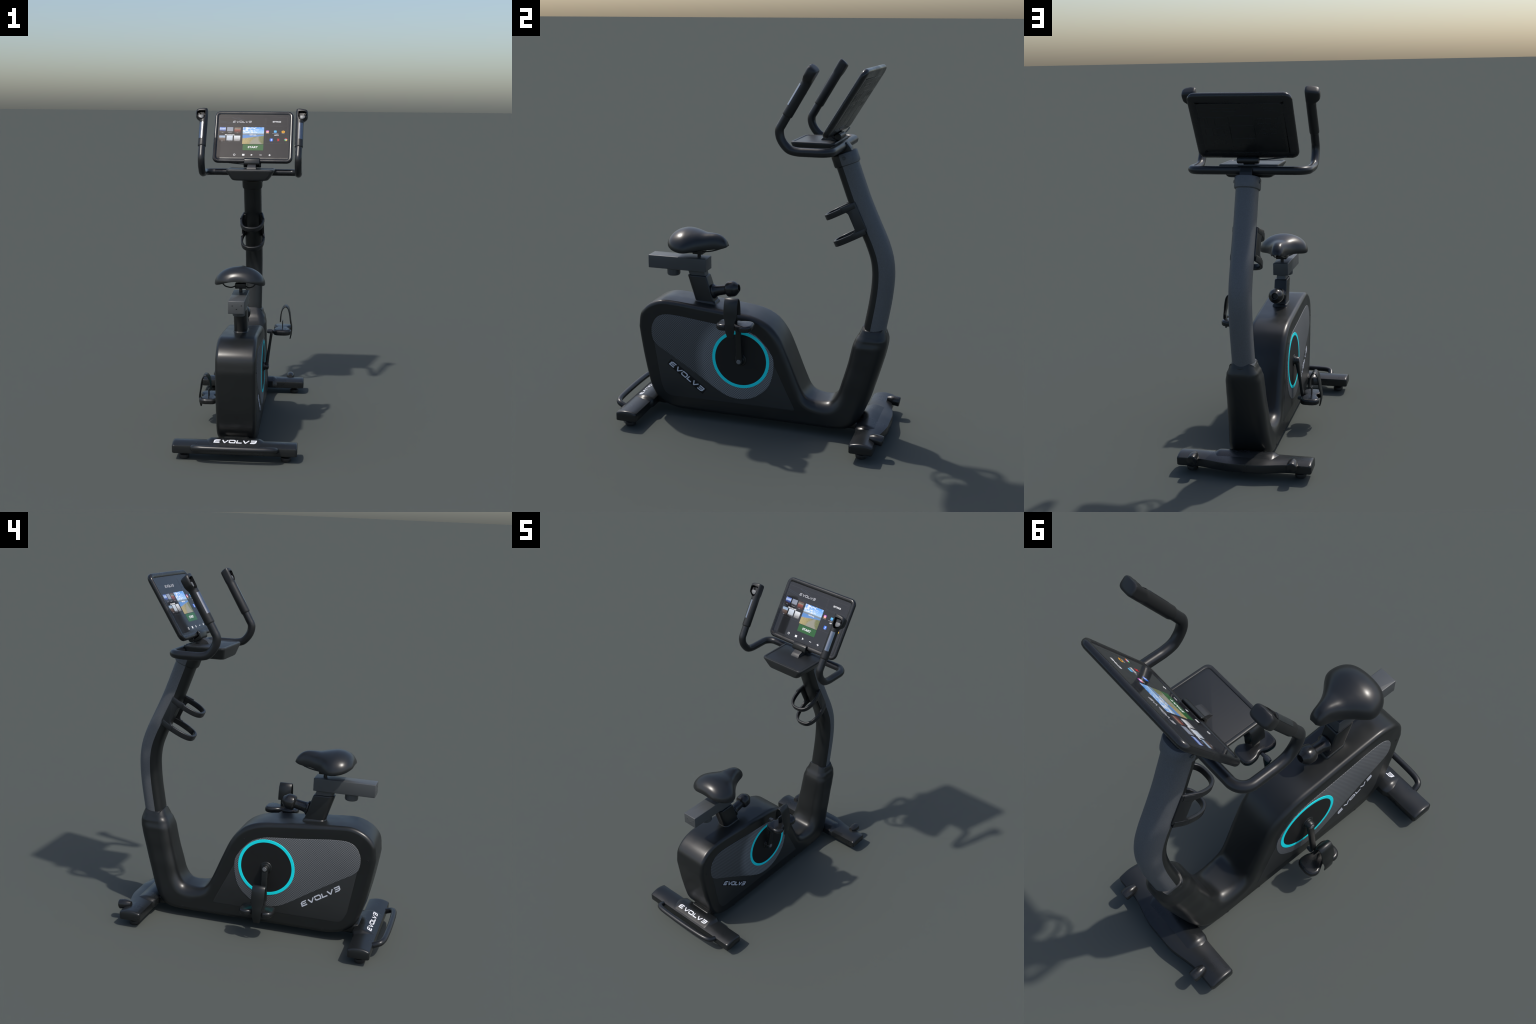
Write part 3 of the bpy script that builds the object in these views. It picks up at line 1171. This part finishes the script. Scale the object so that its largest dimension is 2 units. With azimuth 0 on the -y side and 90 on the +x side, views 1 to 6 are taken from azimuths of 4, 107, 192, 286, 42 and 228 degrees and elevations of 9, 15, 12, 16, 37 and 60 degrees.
# local frame object for all on-screen artwork: local x right, y up the screen, z out of it
ART = Matrix((
    (1, 0, 0, SO.x), (0, SU.y, SN.y, SO.y), (0, SU.z, SN.z, SO.z), (0, 0, 0, 1)))


def art(name, vs, fs, mat, parent=TABLET):
    o = make(name, vs, fs, mat, parent, angle=30)
    o.matrix_world = ART
    return o


def slab(name, poly, z0, z1, mat, bevel=.0002):
    vs, fs = prism(poly, (0, 0, 0), X, Y, Z, z0, z1, bevel, steps=1)
    return art(name, vs, fs, mat)


def rect(x0, y0, x1, y1, r=.001):
    return round_poly([(x0, y0, r), (x1, y0, r), (x1, y1, r), (x0, y1, r)], 3)


G0 = .0004  # level of the glass
slab("screen_glass", rect(-.241, .027, .241, .352, .006), -.006, G0, M_GLASS)
vs, fs = prism(rrect(.219, .148, .02, 0, .185), (0, 0, 0), X, Y, Z, -.020, -.0280, .0010)
o = make("tablet_back_plate", vs, fs, M_BACK, TABLET)
o.matrix_world = ART
H1 = G0 + .0006
EMB = Geo()
for (x0, y0, x1, y1) in ((-.06, .03, .07, .26), (-.06, .12, .07, .20), (.09, .20, .13, .25), (.14, .20, .18, .25), (.19, .20, .22, .25), (.10, .14, .14, .185), (.16, .14, .20, .185),
                         (-.20, .21, -.17, .245), (-.15, .21, -.12, .245), (-.11, .21, -.08, .245), (-.17, .15, -.14, .18), (-.12, .15, -.09, .18), (.02, .285, .15, .305), (-.19, .285, -.12, .305)):
    wl = .003
    for p in ((x0, y0, x1, y0 + wl), (x0, y1 - wl, x1, y1), (x0, y0 + wl, x0 + wl, y1 - wl), (x1 - wl, y0 + wl, x1, y1 - wl)):
        EMB.add(*prism(round_poly([(p[0], p[1], 0), (p[2], p[1], 0), (p[2], p[3], 0), (p[0], p[3], 0)]), (0, 0, 0), X, Y, Z, -.0265, -.0285, .0004, steps=1))
art("back_emboss", EMB.v, EMB.f, M_BACK)
H2 = G0 + .0012
# frames drawn as thin lines
def frame_lines(name, x0, y0, x1, y1, w=.0008):
    g = Geo()
    for p in (rect(x0, y0, x1, y0 + w, 0), rect(x0, y1 - w, x1, y1, 0), rect(x0, y0 + w, x0 + w, y1 - w, 0),
              rect(x1 - w, y0 + w, x1, y1 - w, 0)):
        g.add(*prism(p, (0, 0, 0), X, Y, Z, G0 - .001, G0 + .0003, 0))
    art(name, g.v, g.f, M_LINE)


frame_lines("screen_frame", -.236, .268, .074, .332)
frame_lines("screen_frame", .080, .268, .226, .332)
frame_lines("screen_frame", -.236, .134, -.082, .262)
frame_lines("screen_frame", .080, .134, .226, .262)

# landscape picture
def landscape_mat():
    m = bpy.data.materials.new("landscape_picture")
    m.use_nodes = True
    nt = m.node_tree
    L = nt.links.new
    b = nt.nodes["Principled BSDF"]
    b.inputs["Roughness"].default_value = .15
    tc = nt.nodes.new("ShaderNodeTexCoord")
    sp = nt.nodes.new("ShaderNodeSeparateXYZ")
    L(tc.outputs["Object"], sp.inputs[0])

    def mth(op, *a):
        n = nt.nodes.new("ShaderNodeMath")
        n.operation = op
        for i, v in enumerate(a):
            if isinstance(v, (int, float)):
                n.inputs[i].default_value = v
            else:
                L(v, n.inputs[i])
        return n.outputs[0]

    def mrange(v, a, c, d=0.0, e=1.0):
        n = nt.nodes.new("ShaderNodeMapRange")
        L(v, n.inputs["Value"])
        for k, q in zip(("From Min", "From Max", "To Min", "To Max"), (a, c, d, e)):
            n.inputs[k].default_value = q
        return n.outputs["Result"]

    def noise(scale, stretch):
        mp = nt.nodes.new("ShaderNodeMapping")
        mp.inputs["Scale"].default_value = stretch
        L(tc.outputs["Object"], mp.inputs["Vector"])
        n = nt.nodes.new("ShaderNodeTexNoise")
        n.inputs["Scale"].default_value = scale
        n.inputs["Detail"].default_value = 5
        L(mp.outputs[0], n.inputs["Vector"])
        return n.outputs["Fac"]

    def mix(f, a, c):
        n = nt.nodes.new("ShaderNodeMix")
        n.data_type = "RGBA"
        L(f, n.inputs["Factor"])
        for key, v in (("A", a), ("B", c)):
            s = [i for i in n.inputs if i.name == key and i.type == "RGBA"][0]
            if isinstance(v, tuple):
                s.default_value = (*v, 1)
            else:
                L(v, s)
        return [q for q in n.outputs if q.type == "RGBA"][0]
    x, y = sp.outputs["X"], sp.outputs["Y"]
    ny = mrange(y, .124, .256)
    sky = mix(mrange(ny, .62, 1.0), (.36, .56, .80), (.07, .29, .74))
    cl = mrange(mth("SUBTRACT", noise(55, (1, 1.8, 1)), mrange(x, -.07, .07, -.05, .10)), .46, .60)
    sky = mix(cl, sky, (.74, .77, .82))
    gn = noise(260, (1, 1.6, 1))
    grass = mix(mrange(mth("ADD", mth("MULTIPLY", gn, .55), mrange(x, -.07, .07, .34, .10)), .40, .62), (.13, .15, .06), (.42, .33, .15))
    bendx = mth("ADD", mrange(ny, 0, .5, .020, .030), mth("MULTIPLY", mth("SINE", mth("MULTIPLY", ny, 7.5)), -.010))
    track = mth("ABSOLUTE", mth("SUBTRACT", x, bendx))
    tw = mth("SUBTRACT", mrange(ny, 0, .5, .046, .003), track)
    trackf = mrange(tw, -.004, .008)
    ground = mix(trackf, grass, (.27, .26, .20))
    lake = (.10, .24, .52)
    hills = mix(mrange(gn, .4, .6), (.10, .17, .28), (.24, .26, .22))
    edge = mth("ADD", mrange(x, -.073, .07, .34, .50), mth("MULTIPLY", mth("SUBTRACT", gn, .5), .14))
    lakef = mrange(mth("SUBTRACT", ny, edge), -.01, .02)
    base = mix(lakef, ground, lake)
    base = mix(mrange(mth("ADD", ny, mth("MULTIPLY", gn, .06)), .565, .60), base, hills)
    base = mix(mrange(mth("ADD", ny, mth("MULTIPLY", gn, .06)), .645, .69), base, sky)
    L(base, b.inputs["Base Color"])
    return m


slab("landscape_picture", rect(-.073, .127, .070, .256, .0005), G0 - .001, H1, landscape_mat())
slab("start_button", rect(-.068, .079, .0705, .1245, .003), G0 - .001, H1, M_GREEN)
# programme thumbnails: two rows of three little pictures
THUMB = [
    (-.230, .209, -.189, .255, [(0, (.02, .016, .015)), (.35, (.035, .03, .04)), (.5, (.05, .10, .35)), (.7, (.45, .55, .75)), (1, (.04, .10, .42))], .5),
    (-.180, .209, -.139, .255, [(0, (.015, .015, .017)), (.3, (.05, .05, .055)), (.4, (.26, .28, .33)), (1, (.24, .27, .34))], .15),
    (-.130, .205, -.088, .255, [(0, (.02, .018, .018)), (.25, (.07, .025, .02)), (.6, (.26, .06, .04)), (.72, (.28, .20, .15)), (.85, (.10, .12, .09)), (1, (.13, .04, .03))], .18),
    (-.230, .144, -.189, .190, [(0, (.02, .018, .018)), (.4, (.10, .065, .05)), (.62, (.14, .10, .08)), (.68, (.32, .40, .50)), (1, (.26, .36, .50))], .12),
    (-.180, .144, -.139, .190, [(0, (.015, .015, .016)), (.18, (.12, .12, .13)), (.3, (.42, .46, .50)), (1, (.60, .66, .74))], .25),
    (-.130, .144, -.088, .190, [(0, (.02, .02, .02)), (.2, (.16, .155, .15)), (.5, (.46, .46, .46)), (1, (.72, .74, .76))], .12)]
for i, (x0, y0, x1, y1, st, nz) in enumerate(THUMB):
    slab("programme_thumbnail", rect(x0, y0, x1, y1, .0004), G0 - .001, H1,
         gradient_mat("thumbnail_picture_%s" % "abcdef"[i], st, y0, y1, nz, 90))
# app icons
def icon(c, r, mat, corner=.0045):
    slab("app_icon", rrect(r, r, corner, c[0], c[1], 4), G0 - .001, H1, mat)


icon((.0935, .2225), .0098, gradient_mat("icon_pink_gradient", [(0, (.85, .42, .10)), (.5, (.75, .06, .22)), (1, (.35, .06, .55))], .213, .232))
icon((.1460, .2230), .0092, gradient_mat("icon_blue_gradient", [(0, (.06, .22, .55)), (1, (.12, .55, .85))], .214, .232))
slab("app_icon", [V((.1990 + .0125 * cos(a), .2225 + .0105 * sin(a))) for a in [radians(20 + 60 * k) for k in range(6)]], G0 - .001, H1,
     new_mat("icon_amber", (.75, .36, .02), .15))
icon((.1215, .1600), .0105, new_mat("icon_royal_blue", (.03, .16, .72), .15), .004)
M_RED = new_mat("icon_red", (.62, .012, .02), .15)
slab("app_icon", rect(.1625, .151, .1660, .170, 0), G0 - .001, H1, M_RED)
slab("app_icon", rect(.1705, .151, .1740, .170, 0), G0 - .001, H1, M_RED)
slab("app_icon", [V(p) for p in ((.1663, .170), (.1630, .170), (.1702, .151), (.1735, .151))], G0 - .001, H2, M_RED)


def wedge_icon(a0, a1, mat):
    pts = [V((.2180, .1625))] + [V((.2180 + .0105 * cos(radians(a)), .1625 + .0105 * sin(radians(a)))) for a in range(a0, a1 + 1, 15)]
    slab("app_icon", pts, G0 - .001, H1, mat)


wedge_icon(30, 150, M_RED)
wedge_icon(150, 270, new_mat("icon_green", (.04, .36, .08), .15))
wedge_icon(270, 390, new_mat("icon_yellow", (.80, .52, .03), .15))
slab("app_icon", [V((.2180 + .0055 * cos(2 * pi * k / 16), .1625 + .0055 * sin(2 * pi * k / 16))) for k in range(16)], G0 - .001, H2,
     new_mat("icon_ring_white", (.75, .78, .82), .15))
slab("app_icon", [V((.2180 + .0042 * cos(2 * pi * k / 16), .1625 + .0042 * sin(2 * pi * k / 16))) for k in range(16)], G0 - .001, H2 + .0004,
     new_mat("icon_core_blue", (.06, .22, .70), .15))
# white marks on the icons
g = Geo()
for k in range(20):
    pass


def ring2d(c, r0, r1, z0, z1, n=24):
    prof_o = [(c[0] + r1 * cos(2 * pi * k / n), c[1] + r1 * sin(2 * pi * k / n)) for k in range(n)]
    prof_i = [(c[0] + r0 * cos(2 * pi * k / n), c[1] + r0 * sin(2 * pi * k / n)) for k in range(n)]
    loops = [[V((*p, z0)) for p in prof_o], [V((*p, z1)) for p in prof_o], [V((*p, z1)) for p in prof_i], [V((*p, z0)) for p in prof_i]]
    return loft(loops, cap0=False, cap1=False)


def marks(name, parts, mat):
    g = Geo()
    for vs, fs in parts:
        g.add(vs, fs)
    return art(name, g.v, g.f, mat)


def pr(poly, z1=H2):
    return prism([V(p) for p in poly], (0, 0, 0), X, Y, Z, G0 - .0005, z1, 0)


marks("icon_mark", [ring2d((.0935, .2225), .0028, .0042, G0, H2), ring2d((.0935, .2225), .0056, .0066, G0, H2)], M_ICONWHITE)
marks("icon_mark", [pr([(.1215, .1505), (.1242, .1505), (.1242, .1595), (.1268, .1595), (.1268, .1618), (.1242, .1618), (.1242, .1650), (.1268, .1650), (.1268, .1676),
                        (.1235, .1676), (.1215, .1655), (.1215, .1618), (.1198, .1618), (.1198, .1595), (.1215, .1595)])], M_ICONWHITE)
marks("icon_mark", [ring2d((.1990, .2225), .0030, .0050, G0, H2, 6)], M_DEEP)
# tiny captions below pictures and icons
for (cx, cy, hw) in ((.0935, .2085, .010), (.146, .2085, .021), (.199, .2080, .010), (.1215, .1455, .009), (.168, .1455, .007), (.214, .1455, .010),
                     (-.2095, .2115, .006), (-.1595, .2115, .012), (-.109, .2105, .006), (-.2095, .1475, .005), (-.1095, .1530, .015)):
    marks("caption_bar", [pr(rect(cx - hw, cy - .0008, cx + hw, cy + .0008, 0), H1 + .0002)], M_LINE if cy < .2 and cx > 0 else M_ICONGREY)
# transport symbols along the bottom
yb = .0445
marks("screen_symbol", [ring2d((-.121, yb), .0050, .0072, G0, H1)], M_ICONWHITE)
marks("screen_symbol", [pr(rect(-.0685, yb - .0065, -.0530, yb + .0065, .001), H1)], M_ICONWHITE)
marks("screen_symbol", [pr([(-.0105, yb - .0070), (.0020, yb), (-.0105, yb + .0070)], H1)], M_ICONWHITE)
marks("screen_symbol", [pr(rect(.0470, yb - .0015, .0625, yb + .0015, 0), H1)], M_ICONWHITE)
marks("screen_symbol", [pr([(.1130, yb - .0070), (.1165, yb - .0070), (.1165, yb - .0017), (.1225, yb - .0017), (.1225, yb + .0017), (.1165, yb + .0017), (.1165, yb + .0070),
                            (.1130, yb + .0070), (.1130, yb + .0017), (.1070, yb + .0017), (.1070, yb - .0017), (.1130, yb - .0017)], H1)], M_ICONWHITE)


def text_mesh(name, body, cx, cy, width, height, mat, z0=H1):
    cu = bpy.data.curves.new(name, "FONT")
    cu.body = body
    cu.align_x = "CENTER"
    cu.align_y = "CENTER"
    cu.size = 1.0
    cu.extrude = .02
    cu.offset = .02
    ob = bpy.data.objects.new(name, cu)
    COL.objects.link(ob)
    dg = bpy.context.evaluated_depsgraph_get()
    me = bpy.data.meshes.new_from_object(ob.evaluated_get(dg))
    bpy.data.objects.remove(ob)
    xs = [v.co.x for v in me.vertices]
    ys = [v.co.y for v in me.vertices]
    sx, sy = width / (max(xs) - min(xs)), height / (max(ys) - min(ys))
    mx, my = (max(xs) + min(xs)) / 2, (max(ys) + min(ys)) / 2
    for v in me.vertices:
        v.co = V((cx + (v.co.x - mx) * sx, cy + (v.co.y - my) * sy, z0 + .0003 + v.co.z * .02))
    me.materials.clear()
    me.materials.append(mat)
    o = bpy.data.objects.new(name, me)
    COL.objects.link(o)
    o.parent = TABLET
    o.matrix_world = ART
    return o


text_mesh("screen_caption", "START", 0, .1025, .067, .0145, M_ICONWHITE)
text_mesh("screen_caption", "SETTINGS", .1535, .2995, .056, .0105, M_ICONWHITE, G0)
text_mesh("screen_caption", "PROGRAMS", -.160, .1955, .064, .0085, M_ICONWHITE, G0)
text_mesh("screen_caption", "APPS", .154, .1965, .030, .0085, M_ICONWHITE, G0)
text_mesh("screen_caption", "VIRTUAL", -.003, .1955, .048, .0080, M_ICONWHITE)
w = wordmark("screen_logo", lambda p, h: V((p.x - .080, p.y + .2970, G0 + h)), .122, .0155, .0008, M_ICONGREY, TABLET)
w.matrix_world = ART
# pale light streaks behind the logo
M_STREAK = new_mat("screen_streak_blue", (.030, .042, .060), .15)
for (x0, y0, x1, y1, t) in ((-.150, .330, -.080, .312, .003), (-.115, .330, -.060, .310, .002), (-.234, .305, -.110, .285, .002), (-.234, .296, -.120, .277, .002)):
    marks("screen_streak", [prism([V((x0, y0)), V((x1, y1)), V((x1 - .004, y1 - .0005)), V((x0, y0 - t))], (0, 0, 0), X, Y, Z, G0 - .0005, G0 + .0002, 0)], M_STREAK)

# clamp that holds the tablet
def lw(x, u, n):
    return SO + X * x + SU * u + SN * n


prof = round_poly([(-.036, -.030, .010), (.014, -.034, .014), (.021, .000, .014), (.012, .018, .006), (.0045, .012, .002), (.004, -.010, .002),
                   (-.028, -.012, .002), (-.030, .008, .004), (-.038, .008, .004), (-.040, -.015, .008)], 4)
vs, fs = prism([V((p.x, p.y)) for p in prof], SO, SN, SU, X, -.052, .052, .004, .004)
make("tablet_clamp", vs, fs, M_BLACK, TABLET, angle=40)
vs, fs = revolve([(-.058, .001), (-.058, .014), (-.054, .017), (.054, .017), (.058, .014), (.058, .001)], (0, .447, 1.628), X, 24)
make("clamp_hinge", vs, fs, M_BLACK, TABLET)
# cable
cab = catmull([(-.05, .452, 1.632), (-.100, .453, 1.635), (-.150, .452, 1.640), (-.201, .450, 1.647)], 6)
vs, fs = tube(cab, .0035, 10)
make("tablet_cable", vs, fs, M_BLACK, TABLET)

# ================================================================== CUP HOLDER
def build_cup_holder():
    # local axes: a outward (to the rider, sloping down), w up along the column
    a = V((0, -.905, -.425)).normalized()
    w = V((0, -.425, .905)).normalized()
    o = V((0, .554, 1.229))  # middle of the back plate
    arm = V((0, -.885, -.465)).normalized()
    g = Geo()

    def uband(w0, w1, length, half=.0740, th=.0070):
        e = 2 / 2.7
        ctr = [V((.062, -.012, 0)), V((.066, .008, 0)), V((.071, .028, 0))]
        for k in range(33):
            an = pi * k / 32
            cx = abs(cos(an)) ** e * (1 if cos(an) >= 0 else -1)
            ctr.append(V((half * cx, .050 + (length - .050) * abs(sin(an)) ** e, 0)))
        ctr += [V((-.071, .028, 0)), V((-.066, .008, 0)), V((-.062, -.012, 0))]
        loops = []
        for i, p in enumerate(ctr):
            q, r = ctr[max(i - 1, 0)], ctr[min(i + 1, len(ctr) - 1)]
            t = (r - q).normalized()
            n = V((-t.y, t.x, 0))
            sec = round_poly([(-th, w0, .004), (th, w0, .004), (th, w1, .004), (-th, w1, .004)], 3)
            loops.append([o + X * (p.x + n.x * s.x) + arm * (p.y + n.y * s.x) + w * s.y for s in sec])
        g.add(*loft(loops))
    uband(.037, .068, .162)
    uband(-.110, -.077, .176)
    # cheeks
    for s in (1, -1):
        cheek = round_poly([(-.022, .0700, .004), (.060, .0695, .0), (.060, .0425, .0), (.046, .040, .0), (.034, .026, .02), (.034, -.066, .02), (.046, -.0765, .0),
                            (.060, -.0775, .0), (.060, -.1075, .0), (.030, -.1075, .02), (-.022, -.090, .01)], 4)
        g.add(*prism(cheek, o, a + X * (s * .22), w, X * s, .0590, .0700, .003, .003))
    # back plate, cradling the column
    plate = round_poly([(-.062, -.085, .006), (.062, -.085, .006), (.062, .066, .006), (-.062, .066, .006)], 3)
    g.add(*prism(plate, o, X, w, a, -.014, .006, .003, .003))
    return g.make("bottle_holder", M_TUBE, None, 45)


build_cup_holder()

bpy.context.view_layer.update()
